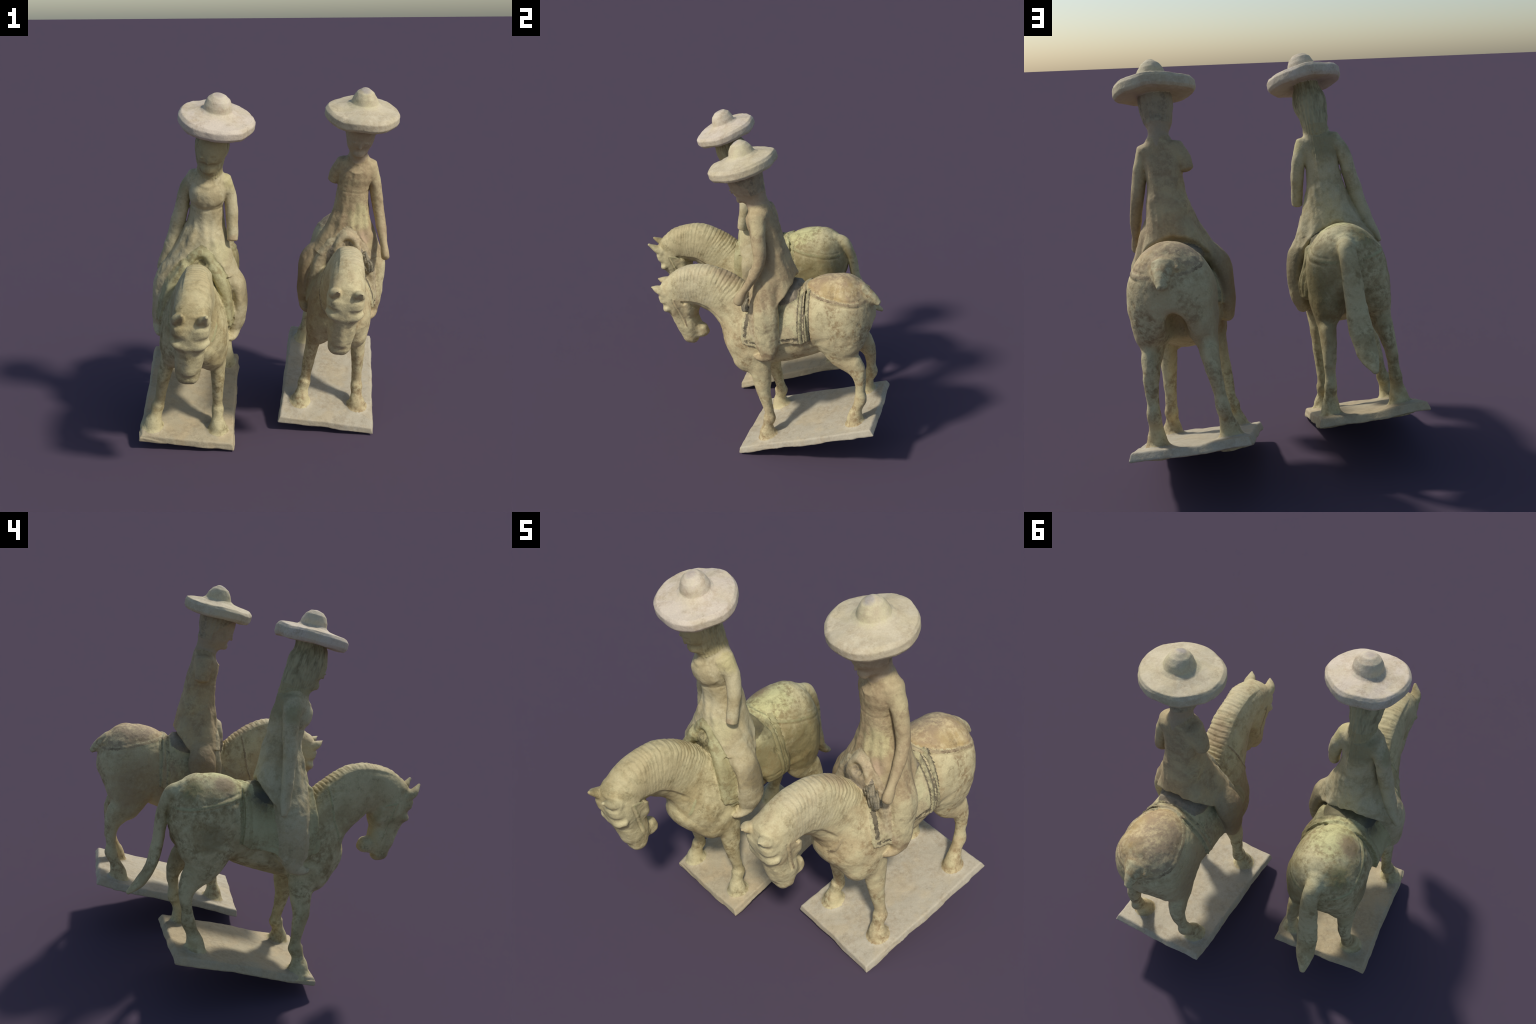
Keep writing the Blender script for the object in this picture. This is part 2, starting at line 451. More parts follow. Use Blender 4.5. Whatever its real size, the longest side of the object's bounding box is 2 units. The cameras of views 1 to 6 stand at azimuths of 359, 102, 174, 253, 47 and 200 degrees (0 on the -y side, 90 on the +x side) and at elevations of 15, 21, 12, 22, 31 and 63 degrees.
    for s, rows in ((1, legp), (-1, legn)):
        clay.add('rider_leg', Loft(rows), lambda P, low=.02 if (A or s > 0) else .05: np.where(P[:, 2] > .94, .05, low))
        x, y, z = rows[-1][:3]
        clay.add('rider_foot', Loft([(x, y + .01, z - .005, .032, .028), (x - s * .002, y - .035, z - .014, .03, .026), (x - s * .008, y - .072, z - .012, .022, .017)], cap=(.03, .014)), .022)
        clay.add('rider_foot', blob((x - s * .010, y - .082, z - .006), (.016, .016, .016)), .008)
    clay.add('rider_torso', Coat(), lambda P: .008 + .05 * smoothstep(.13, .05, P[:, 1]))
    if not A:
        for s in (-1, 1):
            clay.add('rider_torso', blob((.014 + s * .03, .050, 1.365), (.048, .034, .045)), .05)
        clay.cut(Loft([(-.07, .026, 1.310, .006), (-.03, .000, 1.300, .008), (.014, -.006, 1.297, .008), (.058, .000, 1.300, .008), (.10, .026, 1.310, .006)], lat=(0, 0, 1)), .02)
    else:
        clay.add('rider_torso', blob((.012, .095, 1.385), (.07, .04, .05)), .04)
    # ---- arms
    if A:
        arms = [[(.075, .148, 1.42, .05, .052), (.111, .136, 1.35, .040, .047), (.137, .120, 1.26, .036, .042), (.161, .096, 1.18, .034, .038), (.183, .036, 1.11, .029, .030), (.203, -.03, 1.052, .021, .022), (.213, -.070, 1.015, .024, .032), (.219, -.094, .99, .024, .032)],
                [(-.062, .155, 1.42, .05, .052), (-.095, .15, 1.36, .042, .046), (-.107, .145, 1.318, .036, .04)]]
        ends = [(.03, .02), (.03, .02)]
    else:
        arms = [[(.085, .125, 1.42, .052, .052), (.128, .115, 1.34, .040, .044), (.148, .08, 1.25, .035, .038), (.160, .035, 1.17, .034, .036), (.163, .012, 1.13, .032, .032)],
                [(-.055, .138, 1.425, .050, .054), (-.103, .140, 1.34, .039, .046), (-.124, .118, 1.23, .039, .040), (-.146, .093, 1.12, .040, .038), (-.177, .078, 1.0, .036, .034), (-.210, .074, .92, .022, .026), (-.227, .072, .872, .012, .015)]]
        ends = [(.03, .012), (.03, .01)]
    for rows, e in zip(arms, ends):
        clay.add('rider_arm', Loft(rows, cap=e), lambda P: .006 + .03 * smoothstep(1.34, 1.42, P[:, 2]))
    # ---- neck, head, hair
    if A:
        clay.add('rider_neck', Loft([(.012, .155, 1.43, .055, .06), (.008, .148, 1.49, .050, .068), (.005, .14, 1.54, .055, .08)]), .025)
        rh = Loft([(.012, .09, 1.525, .046, .050), (.007, .105, 1.56, .070, .085), (.004, .122, 1.62, .082, .105), (.004, .13, 1.67, .083, .108), (.004, .135, 1.70, .080, .105)], cap=(.022, .02))
        fx, fy = .008, 0.0
    else:
        clay.add('rider_neck', Loft([(.016, .13, 1.43, .06, .07), (.017, .125, 1.49, .062, .085), (.018, .115, 1.54, .07, .095)]), .025)
        rh = Loft([(.010, .075, 1.52, .046, .062), (.012, .09, 1.555, .068, .095), (.018, .1, 1.62, .086, .108), (.024, .105, 1.68, .082, .098), (.028, .118, 1.725, .066, .075), (.03, .122, 1.75, .068, .075)], cap=(.022, .02))
        fx, fy = .008, -.022
    clay.add('rider_head', rh, .02)
    clay.add('rider_head', Loft([(fx, .030 + fy, 1.605, .006, .010), (fx, .021 + fy, 1.577, .010, .010)], cap=(.02, .008)), .014)     # nose
    for s in (-1, 1):
        clay.cut(blob((fx + s * .032, .008 + fy, 1.604), (.017, .013, .009)), .014)                         # eye socket
        clay.add('rider_head', blob((fx + s * .032, .031 + fy, 1.603), (.013, .007, .006)), .006)             # eyelid
    clay.cut(blob((fx, .014 + fy, 1.550), (.014, .008, .0025)), .006)                                      # mouth
    clay.add('rider_head', blob((fx, .052 + fy, 1.526), (.026, .018, .016)), .03)                          # chin
    # ---- hat
    if A:
        hat = Turned((.0, .143, 1.715), (math.radians(-1.6), math.radians(-.3)),
                     [(0, -.016), (.16, -.028), (.186, -.024), (.195, -.010), (.195, .022), (.183, .038), (.13, .049), (.092, .058), (.074, .070), (.063, .10), (.046, .127), (.022, .143), (0, .147)], .004, 11, dome=(.006, .016))
    else:
        hat = Turned((.032, .115, 1.756), (math.radians(-.6), math.radians(3.6)),
                     [(0, -.006), (.155, -.026), (.181, -.024), (.191, -.009), (.191, .022), (.179, .038), (.12, .049), (.085, .056), (.072, .066), (.068, .09), (.056, .118), (.034, .136), (0, .143)], .004, 23, dome=(.0, .010))
    clay.add('hat', hat, .006)
    # ---- base slab
    if A:
        clay.add('base_slab', Slab([(.277, -.455), (.272, .438), (-.268, .446), (-.278, -.428)], -.012, .033, .30, .010, 31, .022), .03)
    else:
        clay.add('base_slab', Slab([(.266, -.415), (.266, .398), (-.266, .408), (-.267, -.388)], -.012, .035, .30, .010, 37), .03)

    # ------------------------------------------------------------------ surface working
    lab = clay.label
    def relief(P, D, L):
        near = np.flatnonzero(np.abs(D) < .03)
        if not len(near):
            return
        Q, d, l = P[near], np.zeros(len(near)), L[near].copy()
        x, y, z = Q.T
        # combed mane: crest and the whole +x side of the neck
        m = np.flatnonzero(np.isin(l, [lab('horse_neck'), lab('horse_torso'), lab('horse_head')]) & (y < -.11) & (z > .80))
        if len(m):
            s, a, b, ra, rb, w, _ = neck.coords(Q[m])
            crest = smoothstep(.45, .75, b / rb)
            flank = smoothstep(-.2, .25, a / ra) * smoothstep(-.75, -.3, b / rb)
            mask = np.maximum(flank, crest * smoothstep(-.6, -.3, a / ra)) * smoothstep(.06, .14, s) * smoothstep(.805, .86, Q[m, 2]) * (1 - smoothstep(neck.length - .05, neck.length, s))
            wv = np.sin(2 * np.pi * (s / .0185 + .15 * b / rb + .45 * noise(Q[m], 13, 3)))
            wv2 = np.sin(2 * np.pi * (s / .0098 + .3 * noise(Q[m], 22, 4)))
            gain = .35 + .65 * smoothstep(-.4, .5, noise(Q[m], 9, 15))
            d[m] += mask * gain * ((.0008 * crest + .0006) * wv + .0007 * wv2)
            d[m] -= .006 * smoothstep(.50, .85, b / rb) * smoothstep(-.66, -.56, a / ra) * smoothstep(.05, .1, s) * smoothstep(neck.length - .03, neck.length - .09, s)
            d[m] += .011 * smoothstep(-.50, -.60, b / rb) * smoothstep(.0, .4, a / ra) * smoothstep(.02, .10, s) * smoothstep(.805, .87, Q[m, 2]) * (l[m] != lab('horse_head'))
            l[m] = np.where((mask > .5) & (b / rb > .62) & (l[m] == lab('horse_neck')), lab('mane'), l[m])
        # combed hair
        m = np.flatnonzero(np.isin(l, [lab('rider_head'), lab('rider_neck')]) & (z > 1.45))
        if len(m):
            ang = np.arctan2(Q[m, 0] - fx, Q[m, 1] - .11)
            front = 1.70 - .9 * (Q[m, 1] - .03) if A else np.where(Q[m, 1] > .045, 1.45, 1.9)
            if A:
                front = np.where(Q[m, 1] > .15, 1.545, front)
            hm = smoothstep(-.012, .012, Q[m, 2] - front) if A else smoothstep(.038, .055, Q[m, 1])
            wob = .5 * noise(Q[m] * [1, 1, .25], 30, 9)
            amp = .0022 if not A else .0014
            d[m] += hm * amp * np.sin(ang * (30 if not A else 24) + 4 * wob) - (.003 if A else .002) * hm
            l[m] = np.where((hm > .5) & (Q[m, 2] > 1.50), lab('rider_hair'), l[m])
        if not A:     # hair falling down the back
            m = np.flatnonzero((l == lab('rider_torso')) & (y > .13) & (z > 1.2))
            if len(m):
                hm = smoothstep(.045, .02, np.abs(Q[m, 0] - .025)) * smoothstep(1.22, 1.28, Q[m, 2])
                d[m] += hm * (.0018 * np.sin(Q[m, 0] * 620 + 3 * noise(Q[m] * [1, 1, .2], 25, 9)) - .003)
        # raised straps drawn across the trunk: crupper strap and the girth pair at the rear of the cloth
        m = np.flatnonzero(np.isin(l, [lab('horse_torso'), lab('saddle_cloth'), lab('saddle')]) & (y > .12) & (z > .60))
        if len(m):
            yy, zz = Q[m, 1], Q[m, 2]
            line = (.925 - .42 * (yy - .25) - .06 * (yy - .25) ** 2) if A else (.897 - .46 * (yy - .255))
            dist = (zz - line) * .9
            on = smoothstep(.245, .265, yy) * smoothstep(.035, .075, np.abs(Q[m, 0] - cx))
            bump = np.exp(-(dist / .008) ** 2) * on
            side_amp = (np.where(Q[m, 0] > 0, 1, .25) if A else 1) * smoothstep(.60, .54, yy)
            d[m] -= side_amp * .0032 * bump - side_amp * .003 * (np.exp(-((dist - .015) / .005) ** 2) + np.exp(-((dist + .015) / .005) ** 2)) * on
            l[m] = np.where(bump > .45, lab('crupper_strap'), l[m])
            if A:
                l[m] = np.where((dist > .01) & (yy > .24) & (l[m] == lab('horse_torso')), lab('horse_rump'), l[m])
            for off in (0.0, .042):
                gl = (.178 + off) + (zz - .65) * .245
                dg = (yy - gl)
                on2 = smoothstep(.63, .66, zz) * smoothstep(.93, .90, zz)
                on2 = on2 * np.where(Q[m, 0] > 0, 1, .35) * (1 if A else .6)
                edge = (np.exp(-((dg - .0135) / .0045) ** 2) + np.exp(-((dg + .0135) / .0045) ** 2)) * on2
                d[m] -= .004 * np.exp(-(dg / .009) ** 2) * on2 - .005 * edge
                l[m] = np.where((np.abs(dg) < .0105) & (on2 > .2), lab('girth_strap'), l[m])
                l[m] = np.where((edge > .45), lab('dark_strap_line'), l[m])
        # breast strap and rein on the shoulder and neck
        m = np.flatnonzero(np.isin(l, [lab('horse_torso'), lab('horse_neck')]) & (y < -.10) & (z > .6))
        if len(m):
            yy, zz = Q[m, 1], Q[m, 2]
            line = -.185 - .42 * (1.05 - zz) - .25 * np.maximum(.87 - zz, 0)
            dist = (yy - line) * .9
            on = smoothstep(.70, .74, zz) * smoothstep(1.06, 1.02, zz) * np.where(Q[m, 0] > .02, smoothstep(.84, .78, zz), 1)
            bump = np.exp(-(dist / .007) ** 2) * on
            d[m] -= .004 * bump - .002 * np.exp(-((dist + .012) / .005) ** 2) * on
            l[m] = np.where((bump > .45), lab('breast_strap'), l[m])
        # bridle cheek strap, brow strap and noseband
        m = np.flatnonzero((l == lab('horse_head')) & (np.abs(x) > .03))
        if len(m):
            yy, zz = Q[m, 1] - hy, Q[m, 2]
            cheek = np.exp(-((yy + .568) / .006) ** 2) * smoothstep(.80, .83, zz) * smoothstep(1.06, 1.03, zz)
            brow = np.exp(-((zz - 1.03 + .5 * (yy + .56)) / .006) ** 2) * smoothstep(-.59, -.57, yy)
            st = np.maximum(cheek, brow)
            d[m] -= .003 * st
            d[m] += .005 * np.exp(-((yy + .582) / .005) ** 2) * smoothstep(.81, .84, zz) * smoothstep(1.05, 1.02, zz)
            l[m] = np.where(st > .5, lab('bridle_strap'), l[m])
        m = np.flatnonzero(l == lab('stirrup_leather')) if A else ()
        if len(m):
            d[m] += .0035 * np.sin((Q[m, 1] * .9 + Q[m, 0] * .8) * 430 + 2 * noise(Q[m], 30, 51)) + .003 * noise(Q[m], 45, 52)
        # pressed border on the front of the saddle cloth
        m = np.flatnonzero(l == lab('saddle_cloth'))
        if len(m):
            e = polygon_distance(Q[m, 1], Q[m, 2], side)
            rim = np.exp(-((e + .028) / .006) ** 2)
            d[m] += .004 * rim * (.6 + .6 * noise(Q[m], 60, 12))
            if A:
                l[m] = np.where((e > -.042) & (e < -.016) & (Q[m, 0] > 0) & (noise(Q[m], 55, 12) > -.25), lab('cloth_border'), l[m])
        if not A:     # broken pits behind the left leg
            for c, r in (((.205, .10, .83), .022), ((.21, .085, .75), .024), ((.20, .19, .78), .012), ((.20, .06, .66), .016)):
                dd = np.linalg.norm((Q - c) * [1, 1, .6], axis=1)
                d += .014 * np.exp(-(dd / r) ** 2)
        m = np.flatnonzero(np.isin(l, [lab('rider_torso'), lab('rider_leg')]))
        if len(m):
            mx, my, mz = Q[m].T
            ang = np.arctan2(mx - fx, .11 - my)
            front = smoothstep(.11, .05, my)
            skirt = smoothstep(1.27, 1.18, mz) * smoothstep(.75, .9, mz)
            d[m] += .0026 * skirt * np.sin(ang * 11 + 5 * noise(Q[m] * [1, 1, .4], 9, 43)) * (.4 + .6 * front)
            d[m] += .0020 * np.exp(-((mz - 1.292 - .012 * noise(Q[m], 14, 44)) / .006) ** 2) * smoothstep(.16, .10, my)      # high waist seam
            neckline = np.hypot(np.hypot(mx - fx, (my - .085) * .8), (mz - 1.485) * .9)
            d[m] -= .0028 * np.exp(-((neckline - .072) / .006) ** 2) * front                                                  # scooped collar
            d[m] += .0030 * noise(Q[m] * [1, 1, .35], 24, 41) + .0014 * noise(Q[m] * [1, 1, .3], 60, 42)
        # hand-modelled unevenness
        amp = np.where(np.isin(l, [lab('hat'), lab('base_slab')]), .8, 1.0)
        d += amp * (.0035 * noise(Q, 11, 1) + .0020 * noise(Q, 29, 2) + .0009 * noise(Q, 75, 6))
        D[near] += d + .0022
        L[near] = l
    clay.edit(relief)
    return clay

# ----------------------------------------------------------------------------- materials
class Nodes:
    def __init__(self, name):
        self.m = bpy.data.materials.new(name)
        self.m.use_nodes = True
        self.t = self.m.node_tree
        self.t.nodes.clear()
    def new(self, kind, **kw):
        n = self.t.nodes.new(kind)
        ins = kw.pop('ins', {})
        for k, v in kw.items():
            setattr(n, k, v)
        for k, v in ins.items():
            if isinstance(v, bpy.types.NodeSocket):
                self.t.links.new(v, n.inputs[k])
            else:
                n.inputs[k].default_value = v
        return n
    def noise(self, vec, scale, detail=4, rough=.6, distort=0.0):
        return self.new('ShaderNodeTexNoise', ins={'Vector': vec, 'Scale': scale, 'Detail': detail, 'Roughness': rough, 'Distortion': distort}).outputs['Fac']
    def ramp(self, val, a, b, lo=0.0, hi=1.0):
        n = self.new('ShaderNodeMapRange', ins={'Value': val, 'From Min': a, 'From Max': b, 'To Min': lo, 'To Max': hi})
        n.clamp = True
        return n.outputs['Result']
    def mix(self, fac, a, b, mode='MIX'):
        n = self.new('ShaderNodeMix', data_type='RGBA', blend_type=mode)
        for i, v in ((0, fac), (6, a), (7, b)):
            if isinstance(v, bpy.types.NodeSocket):
                self.t.links.new(v, n.inputs[i])
            else:
                n.inputs[i].default_value = (tuple(v) + (1,)) if i else v
        return n.outputs[2]
    def math(self, op, a, b=0.0):
        n = self.new('ShaderNodeMath', operation=op)
        for i, v in enumerate((a, b)):
            if isinstance(v, bpy.types.NodeSocket):
                self.t.links.new(v, n.inputs[i])
            else:
                n.inputs[i].default_value = v
        return n.outputs[0]

def srgb(r, g, b):
    return tuple(((c / 255) / 12.92 if c / 255 < .04045 else ((c / 255 + .055) / 1.055) ** 2.4) for c in (r, g, b))

def clay_material(name, base, patch, blotch, stain, amounts=(.5, .6, .5), seed=0.0, streak=None, spots=(), grain=75.0, calm=None):
    """mottled glazed clay: base colour, broad soft patches, clustered fine blotches, dark grime; spots = [(x,y,z,radius,colour,strength)]"""
    pa, ba, sa = amounts
    g = Nodes(name)
    co = g.new('ShaderNodeTexCoord').outputs['Object']
    vec = g.new('ShaderNodeMapping', ins={'Vector': co, 'Location': (seed, seed * .7, -seed)}).outputs['Vector']
    svec = g.new('ShaderNodeMapping', ins={'Vector': vec, 'Scale': streak}).outputs['Vector'] if streak else vec
    broad = g.noise(vec, 6.0, 4, .6, .5)
    mid = g.noise(svec, 15, 5, .65, .4)
    clump = g.noise(vec, 8.5, 3, .55, .3)
    fine = g.noise(svec, 38, 5, .68, .3)
    col = g.mix(g.math('MULTIPLY', g.ramp(broad, .46, .60), pa), base, patch)
    for (x, y, z, r, c, st) in spots:
        d = g.new('ShaderNodeVectorMath', operation='DISTANCE', ins={0: co, 1: (x, y, z)}).outputs['Value']
        dn = g.math('ADD', d, g.math('MULTIPLY', g.math('SUBTRACT', mid, .5), r * 1.5))
        dn = g.math('ADD', dn, g.math('MULTIPLY', g.math('SUBTRACT', fine, .5), r * .7))
        col = g.mix(g.math('MULTIPLY', g.ramp(dn, r * 1.1, r * .55), st), col, c)
    cl = g.math('MULTIPLY', g.ramp(clump, .42, .56), g.ramp(fine, .42, .60))
    for (x, y, z, r) in calm or ():       # regions where the blotches thin out
        dc = g.new('ShaderNodeVectorMath', operation='DISTANCE', ins={0: co, 1: (x, y, z)}).outputs['Value']
        cl = g.math('MULTIPLY', cl, g.ramp(g.math('ADD', dc, g.math('MULTIPLY', mid, .15)), r * .7, r * 1.3, .35, 1.0))
    col = g.mix(g.math('MULTIPLY', cl, ba), col, blotch)
    gr = g.math('MULTIPLY', g.ramp(mid, .52, .70), g.ramp(g.noise(svec, 95, 3, .6), .35, .65))
    col = g.mix(g.math('MULTIPLY', gr, sa), col, stain)
    col = g.mix(g.ramp(g.noise(svec, grain * 2, 2, .5), .3, .8, .0, .16), col, tuple(c * .7 for c in stain))
    bump = g.new('ShaderNodeBump', ins={'Strength': .35, 'Distance': .004, 'Height': g.noise(svec, grain * 1.6, 4, .6)}).outputs['Normal']
    bs = g.new('ShaderNodeBsdfPrincipled', ins={'Base Color': col, 'Roughness': .72, 'Normal': bump, 'Specular IOR Level': .3})
    out = g.new('ShaderNodeOutputMaterial')
    g.t.links.new(bs.outputs[0], out.inputs[0])
    return g.m

def make_materials(v):
    A = v == 'brown'
    dark, dark_grey, olive = srgb(74, 68, 54), srgb(66, 68, 66), srgb(104, 96, 62)
    if A:
        cream, tan, brown, rose = srgb(205, 192, 148), srgb(180, 162, 130), srgb(140, 118, 86), srgb(186, 158, 132)
        sp = [(-.24, -.12, .66, .26, srgb(124, 104, 78), .5), (-.26, .32, .66, .24, srgb(168, 148, 116), .6), (.17, .14, .92, .06, dark_grey, .7), (-.14, .17, .93, .06, srgb(96, 92, 84), .5), (.10, -.085, .93, .035, dark_grey, .75)]
        leg = [(.215, -.07, .80, .035, rose, .6), (.21, -.085, .70, .03, rose, .5), (.08, -.02, 1.05, .05, rose, .5), (.06, .02, 1.17, .08, srgb(202, 192, 142), .7), (.23, .0, .78, .15, srgb(206, 194, 150), .85), (.13, .15, 1.38, .06, srgb(204, 190, 144), .6), (-.24, -.0, .78, .16, srgb(120, 100, 76), .5)]
        hatsp = [(.004, .15, 1.78, .085, srgb(204, 196, 146), .55), (.004, .15, 1.862, .032, srgb(160, 152, 150), .7)]
        M = {
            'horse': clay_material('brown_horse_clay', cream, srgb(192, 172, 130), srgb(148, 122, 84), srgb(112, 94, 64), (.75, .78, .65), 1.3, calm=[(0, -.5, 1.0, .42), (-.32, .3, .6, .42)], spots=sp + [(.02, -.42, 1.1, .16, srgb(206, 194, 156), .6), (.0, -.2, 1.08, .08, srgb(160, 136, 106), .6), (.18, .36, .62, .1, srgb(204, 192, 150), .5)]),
            'rump': clay_material('rump_clay', srgb(174, 150, 114), srgb(186, 160, 106), srgb(210, 190, 144), srgb(126, 104, 74), (.7, .85, .8), 2.1, spots=[(-.1, .45, .88, .16, srgb(160, 142, 116), .6), (.12, .42, .86, .1, srgb(192, 168, 112), .6)]),
            'rider': clay_material('coat_clay', srgb(178, 158, 120), srgb(194, 178, 136), srgb(142, 118, 88), srgb(104, 88, 66), (.6, .5, .45), 4.2, spots=leg),
            'skin': clay_material('face_clay', srgb(178, 160, 130), srgb(172, 152, 122), brown, srgb(110, 94, 72), (.5, .3, .3), 5.9),
            'hair': clay_material('hair_clay', srgb(172, 158, 128), srgb(176, 162, 132), srgb(104, 92, 74), srgb(82, 72, 58), (.5, .6, .5), 6.1),
            'hat': clay_material('hat_clay', srgb(206, 193, 162), srgb(200, 186, 150), srgb(180, 162, 130), srgb(150, 132, 104), (.7, .5, .5), 7.3, spots=hatsp),
            'base': clay_material('slab_clay', srgb(188, 178, 154), srgb(190, 175, 144), srgb(166, 150, 124), srgb(138, 122, 96), (.8, .5, .5), 8.8),
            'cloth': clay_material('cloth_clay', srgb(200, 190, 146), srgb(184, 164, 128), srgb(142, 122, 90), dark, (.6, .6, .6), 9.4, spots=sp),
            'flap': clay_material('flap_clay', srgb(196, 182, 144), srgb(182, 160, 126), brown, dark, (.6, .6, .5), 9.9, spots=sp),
            'saddle': clay_material('saddle_clay', srgb(150, 138, 116), srgb(172, 154, 124), srgb(96, 88, 74), dark_grey, (.6, .7, .7), 9.1, spots=[(.0, -.05, 1.05, .09, srgb(186, 168, 132), .8)] + sp),
            'strap': clay_material('strap_clay', srgb(188, 178, 136), srgb(170, 156, 122), dark, dark, (.5, .6, .6), 10.2),
            'seam': clay_material('dark_line_clay', srgb(116, 106, 84), srgb(150, 138, 108), dark, dark, (.6, .8, .8), 10.7),  # darker colour for the thin lines beside the girth straps; cloth border shares it
            'leather': clay_material('leather_clay', srgb(136, 128, 106), srgb(160, 148, 120), srgb(84, 82, 72), srgb(60, 58, 50), (.7, .9, .8), 12.9),
            'line': clay_material('strap_line_clay', srgb(180, 162, 124), srgb(160, 138, 104), srgb(112, 94, 70), dark, (.6, .7, .6), 10.9),
        }
    else:
        cream, moss, brown = srgb(200, 188, 144), srgb(168, 150, 106), srgb(134, 116, 76)
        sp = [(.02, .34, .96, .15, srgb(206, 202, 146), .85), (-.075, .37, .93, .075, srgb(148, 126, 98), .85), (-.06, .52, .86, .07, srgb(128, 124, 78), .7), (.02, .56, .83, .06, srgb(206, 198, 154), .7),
              (.23, .40, .66, .24, srgb(126, 114, 72), .75), (.24, .12, .72, .20, srgb(124, 112, 74), .7), (-.14, .17, .92, .07, dark_grey, .8), (.13, .19, .91, .06, srgb(92, 84, 58), .7), (-.19, .38, .66, .08, srgb(136, 124, 88), .6)]
        leg = [(.275, .02, .80, .12, srgb(118, 108, 84), .7), (.09, -.02, 1.06, .08, srgb(206, 196, 148), .6), (-.0, .2, 1.40, .10, srgb(132, 122, 80), .6), (-.13, .14, 1.38, .07, srgb(140, 132, 88), .6), (.13, .12, 1.42, .06, srgb(196, 184, 126), .6), (.16, .0, 1.14, .03, srgb(186, 160, 124), .7), (-.05, .05, .98, .1, srgb(196, 192, 158), .5)]
        M = {
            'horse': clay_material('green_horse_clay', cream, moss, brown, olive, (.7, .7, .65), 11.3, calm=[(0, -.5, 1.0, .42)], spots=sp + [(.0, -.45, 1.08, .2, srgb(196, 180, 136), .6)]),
            'rider': clay_material('green_coat_clay', srgb(198, 186, 148), srgb(178, 160, 118), srgb(152, 136, 98), olive, (.6, .45, .4), 14.2, spots=leg),
            'skin': clay_material('green_face_clay', srgb(178, 166, 124), srgb(168, 154, 112), brown, olive, (.5, .35, .3), 15.9),
            'hair': clay_material('green_hair_clay', srgb(180, 170, 130), srgb(186, 176, 136), srgb(110, 100, 68), srgb(80, 72, 50), (.5, .7, .7), 16.1, streak=(1, 1, .22)),
            'hat': clay_material('pale_hat_clay', srgb(212, 198, 176), srgb(206, 192, 160), srgb(186, 166, 136), srgb(150, 128, 102), (.7, .5, .55), 17.3, spots=[(.035, .125, 1.90, .03, srgb(176, 162, 156), .6), (.035, .13, 1.82, .08, srgb(206, 198, 164), .6)]),
            'base': clay_material('pale_slab_clay', srgb(182, 169, 138), srgb(190, 171, 134), srgb(160, 143, 112), srgb(134, 118, 90), (.8, .5, .5), 18.8),
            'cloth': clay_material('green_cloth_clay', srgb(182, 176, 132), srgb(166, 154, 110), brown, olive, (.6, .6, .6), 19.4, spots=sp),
            'saddle': clay_material('green_saddle_clay', srgb(128, 120, 88), srgb(150, 140, 100), srgb(84, 78, 58), dark_grey, (.6, .7, .7), 19.1, spots=[(.0, -.06, 1.05, .09, srgb(190, 178, 132), .8)] + sp[4:]),
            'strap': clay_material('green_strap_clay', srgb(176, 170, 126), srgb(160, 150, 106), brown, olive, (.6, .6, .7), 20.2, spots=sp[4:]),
            'seam': clay_material('green_dark_line_clay', srgb(130, 124, 86), srgb(150, 142, 100), olive, dark, (.6, .7, .7), 20.7),
        }
        M['leather'] = M['strap']
        M['rump'], M['line'], M['flap'] = M['horse'], M['strap'], M['cloth']
    return M

LOOK = {'horse_torso': 'horse', 'horse_rump': 'rump', 'horse_neck': 'horse', 'mane': 'horse', 'horse_head': 'horse', 'horse_ear': 'horse', 'horse_foreleg': 'horse', 'horse_hindleg': 'horse',
        'horse_tail': 'horse', 'saddle_cloth': 'cloth', 'saddle': 'saddle', 'saddle_flap': 'flap', 'saddle_pommel': 'flap', 'stirrup_leather': 'leather', 'cloth_border': 'seam', 'dark_strap_line': 'seam', 'rider_torso': 'rider', 'rider_leg': 'rider', 'rider_foot': 'rider', 'rider_arm': 'rider', 'rider_neck': 'skin',
        'rider_head': 'skin', 'rider_hair': 'hair', 'hat': 'hat', 'base_slab': 'base', 'crupper_strap': 'line', 'girth_strap': 'strap', 'breast_strap': 'line', 'bridle_strap': 'line'}
PAIRED = {'horse_foreleg', 'horse_hindleg', 'horse_ear', 'rider_leg', 'rider_foot', 'rider_arm', 'crupper_strap', 'girth_strap', 'breast_strap', 'bridle_strap', 'saddle_cloth', 'saddle_flap', 'cloth_border', 'dark_strap_line'}

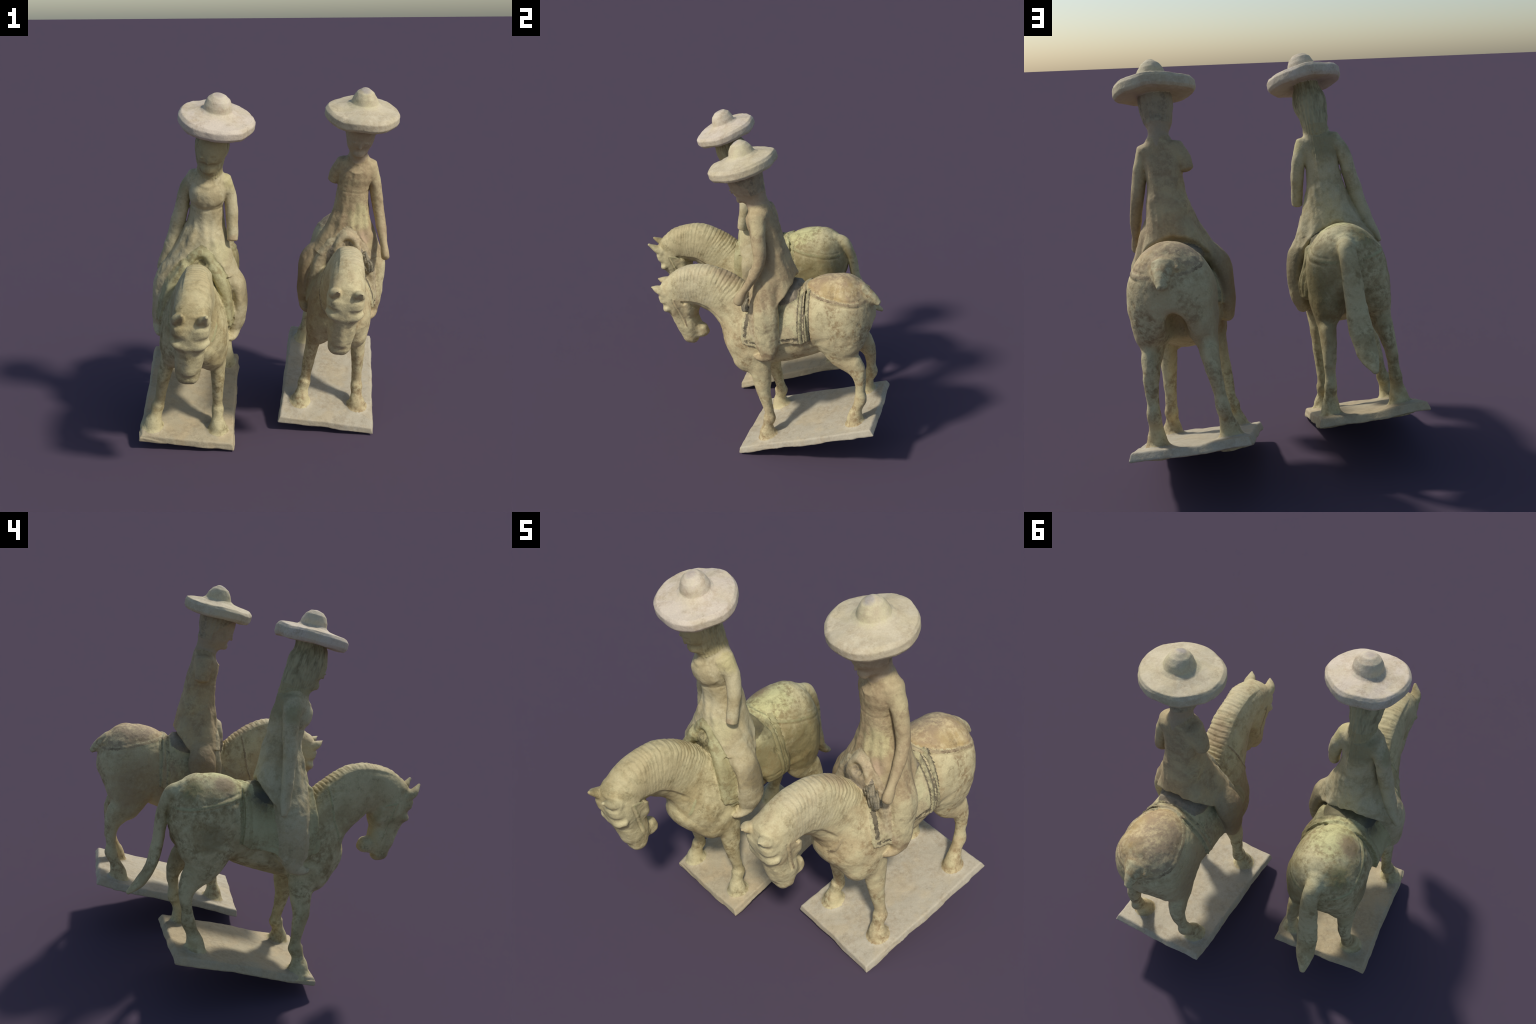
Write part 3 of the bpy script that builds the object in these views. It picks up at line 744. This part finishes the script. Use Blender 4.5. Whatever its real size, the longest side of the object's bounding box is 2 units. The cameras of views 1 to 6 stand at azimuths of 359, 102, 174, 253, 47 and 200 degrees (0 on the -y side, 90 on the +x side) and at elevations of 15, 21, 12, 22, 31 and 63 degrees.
def make_objects(v, frame_origin, frame_axes, label):
    clay = build_figure(v)
    V, Q, VL = clay.mesh(H)
    V = relax(V, Q, 1)
    # whole-skin vertex normals
    fn = np.cross(V[Q[:, 2]] - V[Q[:, 0]], V[Q[:, 3]] - V[Q[:, 1]])
    N = np.zeros_like(V)
    for i in range(4):
        for c in range(3):
            N[:, c] += np.bincount(Q[:, i], weights=fn[:, c], minlength=len(V))
    N /= np.linalg.norm(N, axis=1)[:, None] + 1e-12
    # a face belongs to the part most of its corners belong to
    ls = np.sort(VL[Q], axis=1)
    fl = np.where(ls[:, 0] == ls[:, 1], ls[:, 0], np.where(ls[:, 2] == ls[:, 3], ls[:, 2], ls[:, 1]))
    root = bpy.data.objects.new('mounted_rider_figurine', None)
    root['label'] = label
    root['category'] = 'ceramic figurine'
    bpy.context.collection.objects.link(root)
    M = Matrix([list(r) + [o] for r, o in zip(frame_axes, frame_origin)] + [[0, 0, 0, 1]])
    root.matrix_world = M
    mats = make_materials(v)
    for li, part in enumerate(clay.parts):
        sel = np.flatnonzero(fl == li)
        if len(sel) < 6:
            continue
        groups = [sel]
        if part in PAIRED:
            fx = V[Q[sel]].mean(1)[:, 0]
            groups = [sel[fx >= 0.0], sel[fx < 0.0]]
        for gsel in groups:
            if len(gsel) < 6:
                continue
            used, inv = np.unique(Q[gsel], return_inverse=True)
            me = bpy.data.meshes.new(part)
            me.from_pydata(V[used].tolist(), [], inv.reshape(-1, 4).tolist())
            me.polygons.foreach_set('use_smooth', np.ones(len(gsel), bool))
            me.normals_split_custom_set_from_vertices(N[used].tolist())
            me.materials.append(mats[LOOK[part]])
            ob = bpy.data.objects.new(part, me)
            bpy.context.collection.objects.link(ob)
            ob.parent = root
    return root

make_objects('brown', (.4025, .4158, .178), [[.9907, .1224, .0596], [-.0988, .9476, -.3038], [-.0937, .2951, .9509]],
             'tan clay rider without right arm on docked-tail horse')
make_objects('green', (-.4398, .1885, .1662), [[.9956, .0422, .0835], [-.0135, .9480, -.3179], [-.0926, .3154, .9444]],
             'yellow-green clay rider in domed hat on long-tailed horse')
